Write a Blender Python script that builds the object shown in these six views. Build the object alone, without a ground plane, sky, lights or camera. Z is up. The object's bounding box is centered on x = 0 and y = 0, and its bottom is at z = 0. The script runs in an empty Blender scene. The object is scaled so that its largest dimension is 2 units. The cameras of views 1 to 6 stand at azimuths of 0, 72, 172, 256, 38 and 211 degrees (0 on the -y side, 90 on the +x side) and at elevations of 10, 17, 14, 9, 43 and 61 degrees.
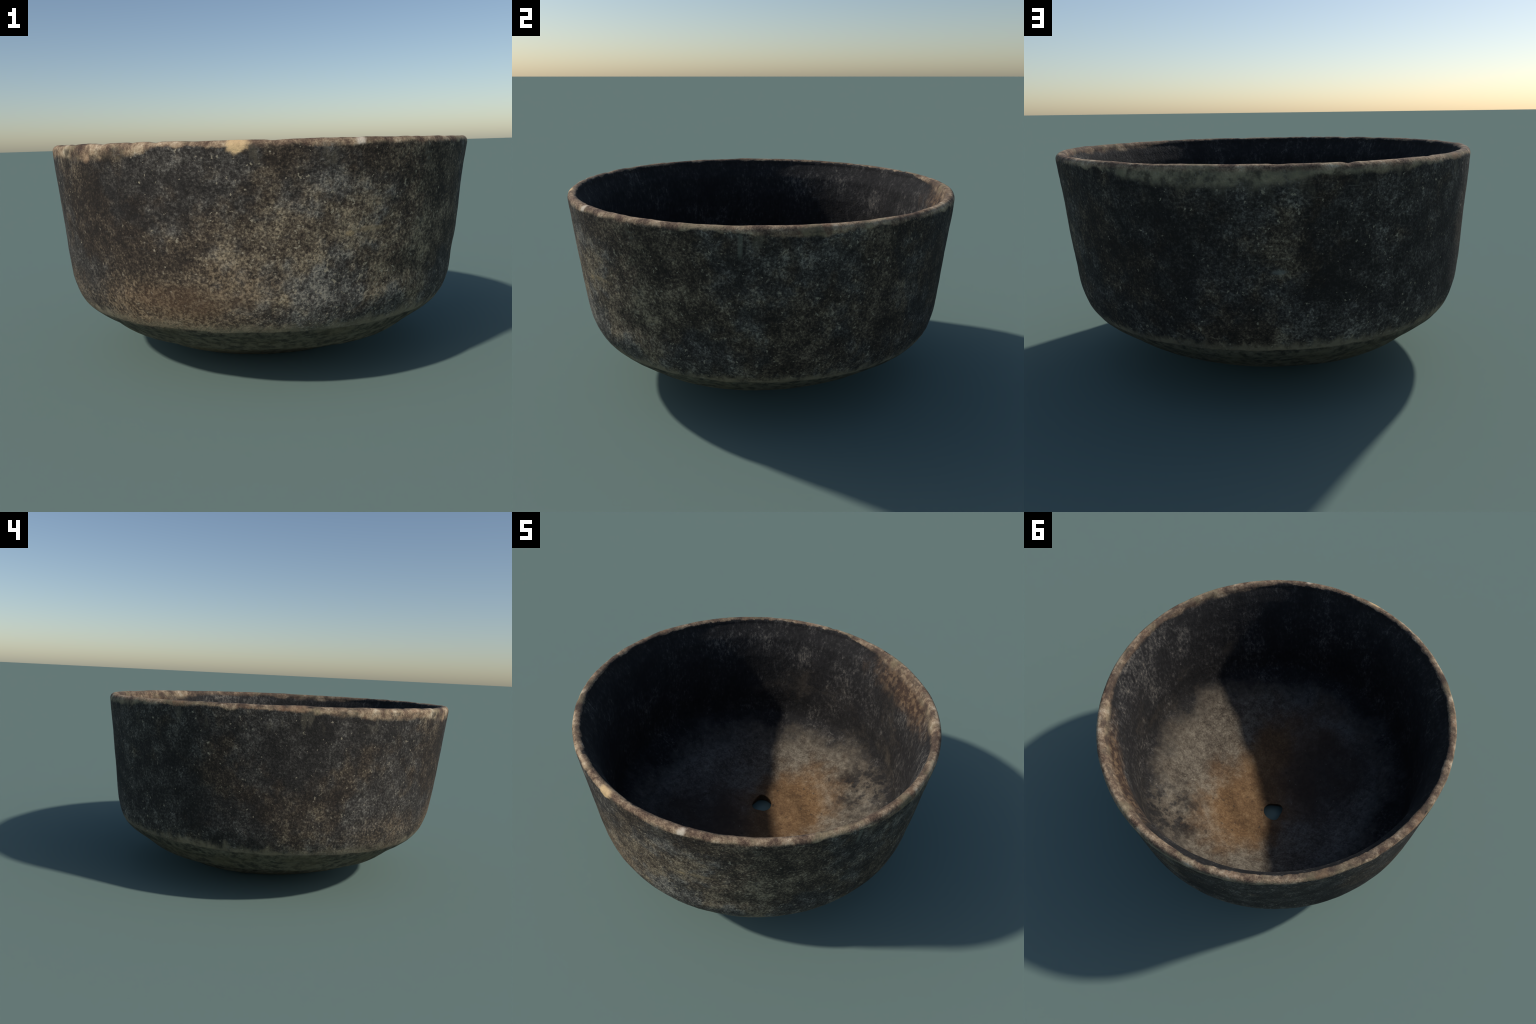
"""A round-bottomed dark pottery bowl, weathered, with a worn pale rim and a small drain hole
in its floor.  The shell is one lofted surface: an outer profile given in polar form
(distance from a point on the axis, for elevation angles from straight down to above the rim),
lightly out of round; an inner face offset by the wall thickness; a rounded lip; and a pierced
floor.  The shell is then split into named regions that share their border vertices."""
import bpy, math
import numpy as np
from mathutils import noise as mnoise, Vector

# ---------------------------------------------------------------- shape description
AXIS = (-0.0071, 0.0013)          # where the bowl's axis stands
EYE_Z = 0.60                      # height of the pole of the polar profile
PHI = np.radians(np.linspace(-90, 26, 19))
# distance from the pole: mean, then cos/sin of one to four turns (out-of-roundness)
PROFILE = np.array([
    (0.6000, 0.0000, 0.0000, 0.0000, 0.0000, 0.0000, 0.0000, 0.0000, 0.0000),
    (0.6031, 0.0000, 0.0000, 0.0000, 0.0000, 0.0000, 0.0000, 0.0000, 0.0000),
    (0.6124, 0.0000, 0.0000, 0.0000, 0.0000, 0.0000, 0.0000, 0.0000, 0.0000),
    (0.6284, 0.0000, 0.0000, 0.0000, 0.0000, 0.0000, 0.0000, 0.0000, 0.0000),
    (0.6563, -0.0015, 0.0014, -0.0005, -0.0011, 0.0006, -0.0013, -0.0008, 0.0003),
    (0.6878, -0.0041, 0.0037, -0.0012, -0.0030, 0.0015, -0.0034, -0.0023, 0.0007),
    (0.7078, -0.0068, 0.0060, -0.0020, -0.0049, 0.0025, -0.0056, -0.0037, 0.0011),
    (0.7368, -0.0085, 0.0082, -0.0028, -0.0064, 0.0029, -0.0071, -0.0047, 0.0015),
    (0.7665, -0.0063, 0.0095, -0.0036, -0.0060, 0.0009, -0.0055, -0.0036, 0.0017),
    (0.8352, -0.0041, 0.0109, -0.0045, -0.0057, -0.0012, -0.0038, -0.0024, 0.0019),
    (0.8821, -0.0019, 0.0122, -0.0053, -0.0053, -0.0032, -0.0022, -0.0012, 0.0021),
    (0.9397, -0.0039, 0.0103, -0.0048, -0.0024, -0.0030, -0.0005, 0.0010, 0.0008),
    (0.9484, -0.0072, 0.0072, -0.0039, 0.0013, -0.0021, 0.0013, 0.0035, -0.0010),
    (0.9435, -0.0088, 0.0045, -0.0035, 0.0037, -0.0013, 0.0023, 0.0050, -0.0022),
    (0.9497, -0.0055, 0.0024, -0.0043, 0.0028, -0.0009, 0.0013, 0.0041, -0.0016),
    (0.9681, -0.0023, 0.0004, -0.0052, 0.0019, -0.0004, 0.0000, 0.0031, -0.0010),
    (1.0003, 0.0009, -0.0017, -0.0061, 0.0010, 0.0000, -0.0009, 0.0022, -0.0005),
    (1.0478, 0.0041, -0.0037, -0.0070, 0.0000, 0.0004, -0.0020, 0.0012, 0.0000),
    (1.1078, 0.0074, -0.0058, -0.0079, -0.0009, 0.0009, -0.0031, 0.0003, 0.0007),
])
RIM_Z = (1.0128, -0.0043, -0.0064, 0.0020, 0.0006)    # crest height: mean, one turn, two turns
LIP_H = 0.028                     # height of the rounded lip
# wall thickness: (depth below the crest, thickness), and at the middle of the floor
THICK = [(0.02, .046), (0.06, .060), (0.12, .074), (0.25, .082), (0.50, .074), (0.72, .054)]
T_FLOOR = 0.040
HOLE = (-0.086, 0.152)            # centre of the drain hole
# ragged hole outline: angle in degrees, radius
HOLE_EDGE = [(-180, .050), (-150, .056), (-130, .062), (-105, .064), (-89, .058), (-63, .051),
             (-35, .060), (-10, .064), (18, .067), (39, .068), (61, .062), (93, .063),
             (118, .067), (134, .070), (150, .061), (165, .053)]
# nicks in the lip: angle in degrees, half-width in degrees, depth
NICKS = [(-113, 1.3, .005), (-119, 1.0, .003), (-104, 1.8, .003), (-128, 1.6, .004), (-70, 1.2, .002),
         (101, 1.1, .005), (86, 1.4, .002), (124, 1.2, .002), (203, 1.2, .003),
         (212, 1.6, .002), (-140, 1.4, .003), (60, 1.8, .002), (-88, 1.4, .003)]

N_TURN, N_OUT, N_LIP, N_IN, N_HOLE = 840, 240, 18, 210, 5


def turns(th, coef):
    """Sum of cosines and sines round the axis."""
    v = coef[0] + 0 * th
    for k in range(1, (len(coef) + 1) // 2):
        v = v + coef[2 * k - 1] * np.cos(k * th) + coef[2 * k] * np.sin(k * th)
    return v


def spline(x, xs, ys):
    """Catmull-Rom through evenly spaced knots; ys may have trailing axes."""
    h = xs[1] - xs[0]
    ext = np.concatenate([ys[1:2], ys, 2 * ys[-1:] - ys[-2:-1]])
    f = np.clip((x - xs[0]) / h, 0, len(xs) - 1 - 1e-9)
    j = f.astype(int)
    t = f - j
    sh = (...,) + (None,) * (ys.ndim - 1)
    w = [-.5 * t + t**2 - .5 * t**3, 1 - 2.5 * t**2 + 1.5 * t**3,
         .5 * t + 2 * t**2 - 1.5 * t**3, -.5 * t**2 + .5 * t**3]
    return sum(wi[sh] * ext[j + i] for i, wi in enumerate(w))


def smooth(a, b, x):
    t = np.clip((x - a) / (b - a), 0, 1)
    return t * t * (3 - 2 * t)


theta = np.linspace(0, 2 * np.pi, N_TURN, endpoint=False)
PF = np.linspace(PHI[0], PHI[-1], 600)
COEF = spline(PF, PHI, PROFILE)                         # (600, 9)


def shell_curve(th):
    """r(phi), z(phi) of the outer face for each angle th: arrays (600, len(th))."""
    basis = np.stack([1 + 0 * th, np.cos(th), np.sin(th), np.cos(2 * th), np.sin(2 * th),
                      np.cos(3 * th), np.sin(3 * th), np.cos(4 * th), np.sin(4 * th)])
    rho = COEF @ basis
    return rho * np.cos(PF)[:, None], EYE_Z + rho * np.sin(PF)[:, None]


def outer_z(x, y):
    """Height of the underside over plan positions near the axis."""
    th, r = np.arctan2(y - AXIS[1], x - AXIS[0]), np.hypot(x - AXIS[0], y - AXIS[1])
    out = np.empty_like(r)
    for s in range(0, len(r), 4000):
        R, Z = shell_curve(th[s:s + 4000])
        R, Z = R[:330], Z[:330]
        i = np.clip((R < r[None, s:s + 4000]).sum(0), 1, 329)
        c = np.arange(R.shape[1])
        f = (r[s:s + 4000] - R[i - 1, c]) / np.maximum(R[i, c] - R[i - 1, c], 1e-9)
        out[s:s + 4000] = Z[i - 1, c] + np.clip(f, 0, 1) * (Z[i, c] - Z[i - 1, c])
    return out


# ---------------------------------------------------------------- outer face, hole to lip
crest = turns(theta, RIM_Z)
Rc, Zc = shell_curve(theta)
top_phi = np.empty(N_TURN)
for j in range(N_TURN):
    k = int((Zc[:, j] < crest[j] - LIP_H).sum())
    f = (crest[j] - LIP_H - Zc[k - 1, j]) / (Zc[k, j] - Zc[k - 1, j])
    top_phi[j] = PF[k - 1] + f * (PF[k] - PF[k - 1])

u = np.linspace(0, 1, N_OUT)
phi = PHI[0] + (top_phi - PHI[0])[None, :] * u[:, None]
fi = (phi - PF[0]) / (PF[1] - PF[0])
i0 = np.clip(fi.astype(int), 0, len(PF) - 2)
ft = fi - i0
cols = np.arange(N_TURN)[None, :]
r_out = Rc[i0, cols] * (1 - ft) + Rc[i0 + 1, cols] * ft
z_out = Zc[i0, cols] * (1 - ft) + Zc[i0 + 1, cols] * ft

# the lower wall swells a little, most on one side
off = np.degrees(np.angle(np.exp(1j * (theta - math.radians(-38)))))
swell = (.002 + .014 * np.exp(-(off / 48) ** 2))[None, :]
swell = swell * smooth(.25, .40, z_out) * (1 - smooth(.55, .90, z_out))
r_out = r_out + swell

BLEND = 0.50                       # within this radius the rings slide over towards the hole
hd = np.radians([a for a, _ in HOLE_EDGE] + [180])
hr = np.array([r for _, r in HOLE_EDGE] + [HOLE_EDGE[0][1]])
edge = np.interp((theta + np.pi) % (2 * np.pi) - np.pi, hd, hr)
for _ in range(60):                # worn, softly rounded corners
    edge = (np.roll(edge, 4) + edge + np.roll(edge, -4)) / 3
edge = edge * 0.95
edge_under = edge * 1.30           # the hole is broken out wider underneath
q = r_out / BLEND
near = q < 1
r_ring = np.where(near, edge_under[None, :] * (1 - q) + r_out, r_out)
slide = 1 - smooth(0, 1, q)
ox = AXIS[0] + (HOLE[0] - AXIS[0]) * slide + r_ring * np.cos(theta)
oy = AXIS[1] + (HOLE[1] - AXIS[1]) * slide + r_ring * np.sin(theta)
oz = z_out.copy()
oz[near] = outer_z(ox[near], oy[near])
outer = np.stack([ox, oy, oz], -1)


def grid_normals(P):
    dv = np.gradient(P, axis=0)
    du = np.roll(P, -1, 1) - np.roll(P, 1, 1)
    n = np.cross(du, dv)
    return n / np.maximum(np.linalg.norm(n, axis=-1, keepdims=True), 1e-12)


n_out = grid_normals(outer)                             # pointing away from the clay
rr = np.hypot(outer[..., 0] - AXIS[0], outer[..., 1] - AXIS[1])
depth = crest[None, :] - outer[..., 2]
thick = np.interp(depth, [d for d, _ in THICK], [t for _, t in THICK])
thick = T_FLOOR + (thick - T_FLOOR) * smooth(.30, .85, rr)
# the wall is heavier on one side, the floor a little higher beside the drain hole
thick = thick + .008 * np.cos(theta - math.radians(155)) * smooth(.03, .12, depth) * (1 - smooth(.45, .75, depth))
thick = thick + .7 * swell + (.004 - .004 * np.cos(2 * theta)) * smooth(.03, .12, depth) * (1 - smooth(.25, .45, depth))
thick = thick + .023 * np.exp(-((rr - .30) / .10) ** 2)
thick = thick + .016 * np.exp(-((outer[..., 0] + .02) ** 2 + (outer[..., 1] + .10) ** 2) / .035)
inner_all = outer - n_out * thick[..., None]
pick = np.round(np.linspace(0, N_OUT - 1, N_IN)).astype(int)
inner = inner_all[pick].copy()
# the inner lip edge stands level with the outer one
lift = (outer[-1, :, 2] - inner[-1, :, 2])[None, :] * smooth(.80, 1.0, inner[..., 2])
inner[..., 2] += lift

# pull the inner mouth of the hole back in to its own, narrower outline
pull = np.exp(-np.maximum(np.hypot(inner[..., 0] - HOLE[0], inner[..., 1] - HOLE[1]) - edge, 0) / .06)
hx, hy = np.cos(theta) * (edge_under - edge), np.sin(theta) * (edge_under - edge)
inner[..., 0] -= pull * hx
inner[..., 1] -= pull * hy

# rounded lip from the outer edge over the crest to the inner edge
a = np.linspace(0, np.pi, N_LIP + 2)[1:-1]
mid, half = (outer[-1] + inner[-1]) / 2, (outer[-1] - inner[-1]) / 2
ca = np.sign(np.cos(a)) * np.abs(np.cos(a)) ** 0.90
sa = np.sin(a) ** 0.90
lip = mid[None] + half[None] * ca[:, None, None]
lip[..., 2] = mid[None, :, 2] + (crest - outer[-1, :, 2])[None] * sa[:, None]

b = np.linspace(0, 1, N_HOLE + 2)[1:-1]
hole_wall = inner[0][None] * (1 - b)[:, None, None] + outer[0][None] * b[:, None, None]

rings = np.concatenate([outer, lip, inner[::-1], hole_wall])
N_RING = len(rings)
kind = np.concatenate([np.zeros(N_OUT), np.ones(N_LIP), np.full(N_IN, 2), np.full(N_HOLE, 3)])

# ---------------------------------------------------------------- hand-made unevenness
nrm = np.roll(rings, -1, 0) - np.roll(rings, 1, 0)
nrm = np.cross(np.roll(rings, -1, 1) - np.roll(rings, 1, 1), nrm)
nrm /= np.maximum(np.linalg.norm(nrm, axis=-1, keepdims=True), 1e-12)


def bumps(P, scale, seed, octaves):
    off = Vector((seed * 7.3, seed * 3.1, seed * 5.7))
    flat = P.reshape(-1, 3) * scale
    return np.array([mnoise.fractal(Vector(p) + off, 1.0, 2.0, octaves) for p in flat]).reshape(P.shape[:2])


relief = 0.0022 * bumps(rings, 5.0, 1, 3) + 0.0007 * bumps(rings, 26.0, 2, 3)
relief = relief * np.where(kind == 3, 0.2, 1.0)[:, None]
rings = rings + nrm * relief[..., None]

deg = np.degrees(theta)
drop = 0.0014 * np.array([mnoise.fractal(Vector((math.cos(t) * 9, math.sin(t) * 9, 4.0)), 1.0, 2.0, 4) for t in theta])
for at, wide, deep in NICKS:
    d = (deg - at + 180) % 360 - 180
    drop = drop - deep * np.exp(-(d / wide) ** 2)
weight = smooth(-.055, 0.0, rings[..., 2] - crest[None, :])
rings[..., 2] += weight * drop[None, :]
rings[..., 2] -= rings[..., 2].min()

# ---------------------------------------------------------------- clay materials
SHOULDER_Z, FLOOR_R = 0.305, 0.66


class Graph:
    """Small helper that turns arithmetic into shader nodes."""

    def __init__(self, name):
        self.mat = bpy.data.materials.new(name)
        self.mat.use_nodes = True
        self.nt = self.mat.node_tree
        self.nt.nodes.clear()
        self.co = self.node("ShaderNodeTexCoord").outputs["Object"]
        sep = self.node("ShaderNodeSeparateXYZ")
        self.link(self.co, sep.inputs[0])
        self.x, self.y, self.z = (Val(self, o) for o in sep.outputs)

    def node(self, t):
        return self.nt.nodes.new(t)

    def link(self, a, b):
        self.nt.links.new(a, b)

    def put(self, v, socket):
        if isinstance(v, Val):
            self.link(v.o, socket)
        elif isinstance(v, (tuple, list)) and len(v) == 3 and socket.type == "RGBA":
            socket.default_value = (*v, 1)
        else:
            socket.default_value = v

    def math(self, op, *args, clamp=False):
        n = self.node("ShaderNodeMath")
        n.operation, n.use_clamp = op, clamp
        for i, v in enumerate(args):
            self.put(v, n.inputs[i])
        return Val(self, n.outputs[0])

    def step(self, lo, hi, v):
        """Smooth step from 0 at lo to 1 at hi."""
        n = self.node("ShaderNodeMapRange")
        n.interpolation_type = "SMOOTHSTEP"
        self.put(v, n.inputs["Value"])
        self.put(lo, n.inputs["From Min"])
        self.put(hi, n.inputs["From Max"])
        return Val(self, n.outputs[0])

    def noise(self, scale, seed=0, detail=3.0, rough=0.55, stretch=(1, 1, 1), warp=0.0):
        m = self.node("ShaderNodeMapping")
        self.link(self.co, m.inputs["Vector"])
        m.inputs["Location"].default_value = (seed * 3.17, seed * 1.73, seed * 2.39)
        m.inputs["Scale"].default_value = stretch
        n = self.node("ShaderNodeTexNoise")
        n.inputs["Scale"].default_value = scale
        n.inputs["Detail"].default_value = detail
        n.inputs["Roughness"].default_value = rough
        n.inputs["Distortion"].default_value = warp
        self.link(m.outputs[0], n.inputs["Vector"])
        return Val(self, n.outputs["Fac"])

    def mix(self, f, a, b):
        n = self.node("ShaderNodeMix")
        n.data_type = "RGBA"
        self.put(f, n.inputs[0])
        self.put(a, n.inputs[6])
        self.put(b, n.inputs[7])
        return Val(self, n.outputs[2])

    def ramp(self, f, stops):
        """Colour ramp through (position, colour) stops."""
        n = self.node("ShaderNodeValToRGB")
        el = n.color_ramp.elements
        for _ in stops[2:]:
            el.new(.5)
        for e, (at, c) in zip(el, stops):
            e.position, e.color = at, (*c, 1)
        self.put(f, n.inputs[0])
        return Val(self, n.outputs[0])

    def blob(self, c, r, soft=0.5, wobble=None):
        """1 inside an ellipsoid about c with radii r, fading over the soft share of it."""
        s = ((self.x - c[0]) * (1 / r[0])) * ((self.x - c[0]) * (1 / r[0]))
        s = s + ((self.y - c[1]) * (1 / r[1])) * ((self.y - c[1]) * (1 / r[1]))
        if len(r) > 2:
            s = s + ((self.z - c[2]) * (1 / r[2])) * ((self.z - c[2]) * (1 / r[2]))
        d = self.math("SQRT", s)
        if wobble is not None:
            d = d + wobble
        return 1.0 - self.step(1.0 - soft, 1.0 + soft, d)

    def toward(self, angle, half):
        """1 in the given direction from the axis, 0 beyond half degrees to either side."""
        a = math.radians(angle)
        r = self.radius()
        d = (self.x * math.cos(a) + self.y * math.sin(a)) / r
        return self.step(math.cos(math.radians(half)), 1.0, d)

    def radius(self):
        if not hasattr(self, "_r"):
            dx, dy = self.x - AXIS[0], self.y - AXIS[1]
            self._r = self.math("SQRT", dx * dx + dy * dy + 1e-6)
        return self._r


class Val:
    def __init__(self, g, o):
        self.g, self.o = g, o

    def __add__(self, b): return self.g.math("ADD", self, b)
    def __radd__(self, b): return self.g.math("ADD", b, self)
    def __sub__(self, b): return self.g.math("SUBTRACT", self, b)
    def __rsub__(self, b): return self.g.math("SUBTRACT", b, self)
    def __mul__(self, b): return self.g.math("MULTIPLY", self, b)
    def __rmul__(self, b): return self.g.math("MULTIPLY", b, self)
    def __truediv__(self, b): return self.g.math("DIVIDE", self, b)


def clay(name, side):
    """side 0: outer face, 1: inner face, None: the lip, where both meet."""
    g = Graph(name)
    N, mix, step = g.noise, g.mix, g.step
    x, y, z = g.x, g.y, g.z
    r = g.radius()
    below = 1.0107 - 0.0045 * x - 0.0065 * y - z          # depth under the crest

    # shared fields
    cloud = N(2.3, 1, 4, .55)
    cloud_b = N(5.5, 2, 4, .6)
    hue = N(2.9, 3, 3, .5)
    grain = N(88, 4, 4, .64)
    grain_b = N(30, 5, 4, .6)
    flecks = N(56, 6, 3, .55)
    fine = N(180, 7, 2, .5)
    ragged = N(13, 8, 5, .65)

    # ---- worn pale rim
    lv = N(40, 10, 4, .65) * .36 + N(10, 11, 4, .6) * .64 + (fine - .5) * .2
    lip_col = g.ramp(lv, [(.36, (.070, .042, .030)), (.45, (.165, .108, .070)), (.53, (.33, .235, .147)),
                          (.60, (.48, .365, .240)), (.68, (.68, .57, .42))])
    lip_col = mix(step(.50, .64, N(8, 12, 4, .6)) * .55, lip_col, mix(grain_b, (.16, .135, .075), (.34, .28, .165)))
    lip_col = mix(step(.56, .68, N(7, 13, 4, .65)) * .45, lip_col, mix(grain_b, (.16, .078, .045), (.38, .215, .12)))
    lip_in = mix(.30 + .5 * step(.44, .60, ragged), lip_col, (.062, .044, .034))
    olive = (g.toward(72, 62) * step(.010, .028, below))
    lip_col = mix(olive * .65, lip_col, mix(ragged, (.15, .135, .088), (.26, .245, .17)))
    chip = g.blob((-.094, -.985, 1.0), (.038, .05, .027), .35, (ragged - .5) * 1.5 + (grain_b - .5) * 1.2)
    lip_col = mix(chip, lip_col, mix(grain_b, (.45, .30, .16), (.80, .57, .30)))
    lip_col = mix(g.blob((.340, -.945, 1.0), (.016, .05, .030), .5, (ragged - .5) * 1.2 + (grain_b - .5) * 1.2), lip_col, (.62, .52, .40))
    lip_col = mix(g.blob((-.385, -.86, 1.0), (.03, .05, .022), .4, (ragged - .5) * .8), lip_col, (.62, .48, .32))

    if side != 1:
        wide = (.019 + .050 * g.toward(70, 26) + .016 * g.toward(100, 28) + .024 * g.toward(-152, 42)
                + .016 * g.toward(-126, 16) + .012 * g.toward(-8, 18))
        band = 1.0 - step(wide * .70, wide * 1.30, below + (ragged - .5) * .050 + (cloud_b - .5) * .03)
        band = g.math("MAXIMUM", band, chip)
        band = band * (1.0 - .75 * step(.48, .62, N(11, 14, 4, .65)) * step(.006, .02, below))

        # ---- outer face: dark smoked clay, grey bloom, tan specks
        dens = (cloud - .5) * .75 + (cloud_b - .5) * .75
        dens = dens + .22 * g.blob((.25, -.92, .62), (.5, .3, .30), .5)
        dens = dens - .08 * g.toward(165, 75)
        dens = dens - .22 * g.blob((-.62, -.74, .72), (.22, .25, .25), .5)
        dens = dens - .20 * g.blob((-.10, .97, .76), (.10, .2, .28), .5)
        dens = dens - .14 * g.blob((.55, .78, .55), (.45, .4, .4), .5)
        dens = dens + .07 * (1.0 - step(.34, .50, z))
        clump = N(12, 28, 4, .6)
        v = (grain - .5) * .55 + (grain_b - .5) * .15 + (clump - .5) * .38 + (fine - .5) * .20 + .492 + dens * .27
        cool = g.ramp(v, [(.37, (.0175, .0148, .0130)), (.46, (.032, .0275, .0240)), (.53, (.064, .0560, .0478)),
                          (.59, (.118, .107, .092)), (.67, (.27, .240, .192))])
        warm = g.ramp(v, [(.37, (.0195, .0147, .0115)), (.46, (.038, .0277, .0200)), (.53, (.080, .0595, .041)),
                          (.59, (.150, .117, .079)), (.67, (.31, .243, .158))])
        tint = step(.41, .60, hue + (N(14, 15, 3, .6) - .5) * .5 - .10 * g.toward(150, 90) + .07 * g.toward(-110, 50))
        out = mix(tint, cool, warm)
        out = mix(step(.65, .71, flecks + dens * .12) * .80, out, (.33, .28, .20))

        # faint scraping round the wall
        scrape = step(.62, .70, N(9, 30, 3, .6, (1, 1, 10))) * step(.48, .60, cloud_b)
        out = mix(scrape * .28, out, (.17, .152, .125))
        pits = step(.66, .74, N(38, 31, 3, .55))
        out = mix(pits * .7, out, (.013, .011, .010))

        # scorched tan patches low on the sunny side, with downward streaks
        streak = N(24, 16, 4, .6, (1, 1, .45))
        patch = g.blob((-.40, -.80, .375), (.34, .30, .115), .55, (streak - .5) * 1.5)
        patch = g.math("MAXIMUM", patch, .7 * g.blob((-.13, -.92, .49), (.16, .2, .085), .6, (ragged - .5) * 1.8))
        patch = g.math("MAXIMUM", patch, .45 * g.blob((-.86, -.38, .38), (.2, .28, .10), .6, (streak - .5) * 1.6))
        rough_v = grain * .6 + grain_b * .4
        out = mix(patch * (.18 + .72 * step(.42, .60, rough_v + (streak - .5) * .4)), out,
                  mix(step(.40, .62, grain), (.125, .082, .048), (.27, .195, .12)))
        russet = g.blob((-.33, -.86, .42), (.20, .2, .06), .7, (ragged - .5) * 1.6)
        out = mix(russet * .55, out, (.075, .040, .022))

        # pale line where the wall turns under
        line_low = SHOULDER_Z - .008 + (cloud_b - .5) * .03
        rel = z - line_low + (ragged - .5) * .016
        line = step(-.004, .006, rel) * (1.0 - step(.006, .050, rel + (streak - .5) * .13))
        line = line * (.50 + .50 * step(.40, .60, N(4.5, 17, 4, .55)))
        out = mix(line * .85, out, mix(hue, (.18, .16, .115), (.30, .225, .14)))

        # underside colours darkened for the shade baked beneath the bowl; soil noise
        under_mottle = N(26, 18, 5, .65)
        under = mix(step(.36, .62, under_mottle), (.032, .028, .021), (.122, .106, .074))
        under = mix(step(.60, .68, N(17, 19, 4, .6)) * .7, under, (.150, .136, .100))
        under = mix(step(.60, .70, N(12, 20, 4, .6)) * .7, under, (.022, .021, .018))
        under = mix(step(.45, .7, N(4, 21, 3, .5)) * .45, under, (.115, .090, .050))
        out = mix(step(-.004, .006, rel), under, out)

        # small marks: a scratched hook, a mend line under the rim, a pale scar
        hook = g.blob((.301, -.90, .676), (.016, .05, .010), .5, (ragged - .5) * .8)
        hook = g.math("MAXIMUM", hook, .5 * g.blob((.375, -.87, .686), (.065, .08, .008), .6, (ragged - .5) * 2.2))
        out = mix(hook * .8, out, (.34, .25, .14))
        mend = g.blob((.905, -.372, .945), (.04, .009, .055), .5, (ragged - .5))
        out = mix(mend * .55, out, (.16, .16, .125))
        scar = g.blob((.057, .936, .620), (.030, .05, .009), .5, (ragged - .5) * .9)
        out = mix(scar * .7, out, (.17, .17, .15))
        drips = step(.58, .66, N(15, 22, 3, .5, (1, 1, .35))) * (1.0 - step(.05, .14, below))
        out = mix(drips * .35, out, (.16, .135, .095))
        outer_col = mix(band, out, lip_col)

    if side != 0:
        wide_in = .005 + .024 * g.toward(-35, 26) + .035 * g.toward(55, 38) + .016 * g.toward(10, 40)
        band_in = 1.0 - step(wide_in * .5, wide_in * 1.5, below + (ragged - .5) * .040)

        # ---- inner face: sooty wall
        dens = (cloud - .5) * .9 + (cloud_b - .5) * .7
        dens = dens + .26 * g.blob((.86, .10, .88), (.35, .45, .16), .6)
        dens = dens + .12 * g.blob((-.45, .82, .86), (.55, .4, .13), .6)
        smear = N(7.5, 32, 4, .6, (1, 1, .6))
        dens = dens + (smear - .5) * 1.1
        dens = dens + .10 * g.toward(60, 60) - .10
        long_grain = N(66, 24, 4, .62, (1, 1, .5))
        v = long_grain * .46 + grain_b * .18 + smear * .18 + fine * .18 + dens * .20
        wall = g.ramp(v, [(.40, (.0120, .0112, .0110)), (.52, (.0215, .0200, .0190)), (.58, (.050, .046, .042)),
                          (.64, (.115, .102, .085)), (.71, (.23, .19, .135))])
        rust = g.blob((.52, .75, .93), (.30, .26, .10), .6, (N(18, 26, 4, .6, (1, 1, .4)) - .5) * 1.7)
        wall = mix(rust * .75, wall, mix(step(.42, .62, grain_b), (.060, .034, .021), (.20, .125, .068)))

        # ---- floor: grey-tan bloom with a ragged edge, rusty middle, dark hollow
        wob = (cloud_b - .5) * .42 + (ragged - .5) * .22 + (cloud - .5) * .30 + (grain - .5) * .22
        bed = g.blob((.02, .02), (.74, .76), .13, wob)
        isles = g.blob((.50, .60), (.26, .22), .6, (cloud_b - .5) * 1.5)
        bed = bed * (1.0 - .9 * isles * step(.46, .58, N(9, 29, 5, .65) + (grain - .5) * .25))
        fv = grain * .40 + grain_b * .35 + fine * .10 + ragged * .15 + (cloud_b - .5) * .35
        tone = g.ramp(fv, [(.36, (.048, .038, .028)), (.46, (.098, .079, .058)), (.55, (.170, .142, .104)), (.65, (.27, .232, .175))])
        shade = g.ramp(fv, [(.36, (.046, .041, .036)), (.47, (.088, .079, .069)), (.56, (.140, .129, .114)), (.66, (.21, .195, .17))])  # greyer, lifted floor tone painted where the west half lies in shadow
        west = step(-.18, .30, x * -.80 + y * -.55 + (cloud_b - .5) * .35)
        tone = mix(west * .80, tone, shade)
        rusty = g.blob((.09, .22), (.27, .34), .5, (cloud_b - .5) * 1.3 + (ragged - .5) * .7)
        rusty = g.math("MAXIMUM", rusty, 1.0 * g.blob((.17, -.14), (.16, .30), .45, (cloud_b - .5) * 1.4))
        rust_col = g.ramp(fv, [(.36, (.105, .056, .026)), (.48, (.180, .096, .038)), (.60, (.27, .155, .066)), (.70, (.32, .215, .120))])
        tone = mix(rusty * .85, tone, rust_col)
        brown = g.blob((-.03, -.17), (.33, .42), .6, (cloud_b - .5) * 1.2)
        tone = mix(brown * .8 * (1.0 - rusty * .6), tone, mix(grain_b, (.075, .043, .025), (.15, .088, .046)))
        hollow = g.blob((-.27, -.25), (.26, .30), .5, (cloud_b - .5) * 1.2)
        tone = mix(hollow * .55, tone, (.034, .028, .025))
        tone = mix(step(.69, .75, flecks) * .7, tone, (.31, .27, .20))
        tone = mix(step(.66, .73, N(20, 27, 3, .5)) * .7, tone, (.05, .036, .025))
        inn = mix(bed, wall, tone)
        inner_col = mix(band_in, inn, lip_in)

    if side == 0:
        col = outer_col
    elif side == 1:
        col = inner_col
    else:
        mid = r - (.970 - .006 * x - .004 * y) + (z - .985) * -.3
        col = mix(step(-.016, -.002, mid), inner_col, outer_col)

    bump = g.node("ShaderNodeBump")
    bump.inputs["Strength"].default_value = .8
    bump.inputs["Distance"].default_value = .006
    g.put((grain * .5 + grain_b * .8 + fine * .2) * 1.0, bump.inputs["Height"])
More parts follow.
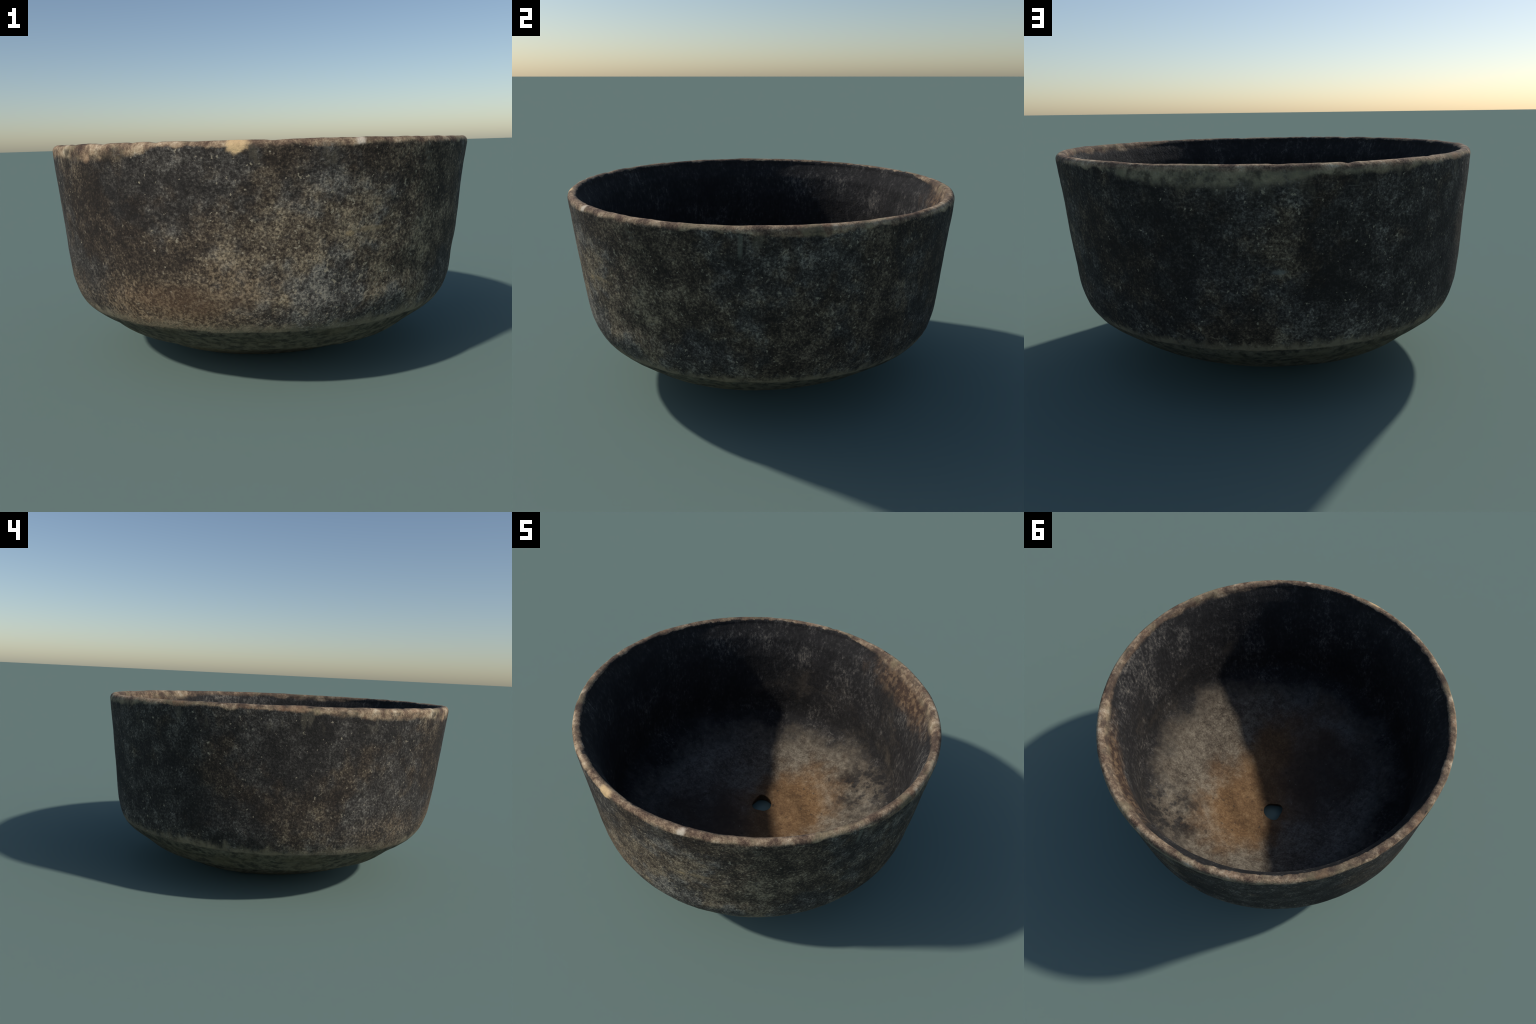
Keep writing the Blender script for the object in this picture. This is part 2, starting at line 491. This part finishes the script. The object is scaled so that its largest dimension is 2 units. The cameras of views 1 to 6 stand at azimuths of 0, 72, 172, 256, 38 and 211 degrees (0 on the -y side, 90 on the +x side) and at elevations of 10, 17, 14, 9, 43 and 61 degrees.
    p = g.node("ShaderNodeBsdfPrincipled")
    g.put(col, p.inputs["Base Color"])
    p.inputs["Roughness"].default_value = .88
    p.inputs["Specular IOR Level"].default_value = .25
    g.link(bump.outputs[0], p.inputs["Normal"])
    o = g.node("ShaderNodeOutputMaterial")
    g.link(p.outputs[0], o.inputs["Surface"])
    return g.mat


outside, inside, lipside = clay("smoked_clay", 0), clay("sooted_clay", 1), clay("worn_clay", None)
MATERIAL = {"base": outside, "outer_wall": outside, "rim": lipside,
            "inner_wall": inside, "floor": inside, "drain_hole": inside}

# ---------------------------------------------------------------- regions of the shell
V = rings.reshape(-1, 3)
ri = np.arange(N_RING)[:, None]
ci = np.arange(N_TURN)[None, :]
r2, c2 = (ri + 1) % N_RING, (ci + 1) % N_TURN
full = lambda A: np.broadcast_to(A, (N_RING, N_TURN)).ravel()
quads = np.stack([full(ri * N_TURN + ci), full(ri * N_TURN + c2), full(r2 * N_TURN + c2), full(r2 * N_TURN + ci)], 1)

first_in = N_OUT + N_LIP
ring_id = np.full(N_RING, 5)
rim_rows = 8
z_mean = rings[..., 2].mean(1)
r_mean = np.hypot(rings[..., 0] - AXIS[0], rings[..., 1] - AXIS[1]).mean(1)
names = ["base", "outer_wall", "rim", "inner_wall", "floor", "drain_hole"]
for i in range(N_RING - 1):
    if kind[i] == 0:
        ring_id[i] = 2 if i >= N_OUT - rim_rows else (0 if z_mean[i] < SHOULDER_Z else 1)
    elif kind[i] == 1:
        ring_id[i] = 2
    elif kind[i] == 2:
        ring_id[i] = 2 if i < first_in + rim_rows else (3 if r_mean[i] > FLOOR_R else 4)
ring_id[first_in + N_IN - 1:] = 5
ring_id[N_RING - 1] = 5
face_part = np.repeat(ring_id, N_TURN)

# whole-shell vertex normals, so that the regions meet without a seam
fn = np.cross(V[quads[:, 2]] - V[quads[:, 0]], V[quads[:, 3]] - V[quads[:, 1]])
vn = np.zeros_like(V)
for k in range(4):
    np.add.at(vn, quads[:, k], fn)
vn /= np.maximum(np.linalg.norm(vn, axis=1, keepdims=True), 1e-12)

bowl = bpy.data.objects.new("pottery_bowl", None)
bowl["label"] = "dark weathered round-bottomed clay bowl with worn pale rim"
bowl["category"] = "bowl"
bpy.context.scene.collection.objects.link(bowl)

for part, name in enumerate(names):
    F = quads[face_part == part]
    used, local = np.unique(F, return_inverse=True)
    local = local.reshape(F.shape)
    me = bpy.data.meshes.new(name)
    me.vertices.add(len(used))
    me.vertices.foreach_set("co", V[used].astype(np.float32).ravel())
    me.loops.add(local.size)
    me.loops.foreach_set("vertex_index", local.astype(np.int32).ravel())
    me.polygons.add(len(local))
    me.polygons.foreach_set("loop_start", np.arange(0, local.size, 4, dtype=np.int32))
    me.update(calc_edges=True)
    me.validate()
    me.polygons.foreach_set("use_smooth", np.ones(len(local), dtype=bool))
    me.normals_split_custom_set_from_vertices([tuple(n) for n in vn[used]])
    me.materials.append(MATERIAL[name])
    ob = bpy.data.objects.new(name, me)
    ob.parent = bowl
    bpy.context.scene.collection.objects.link(ob)
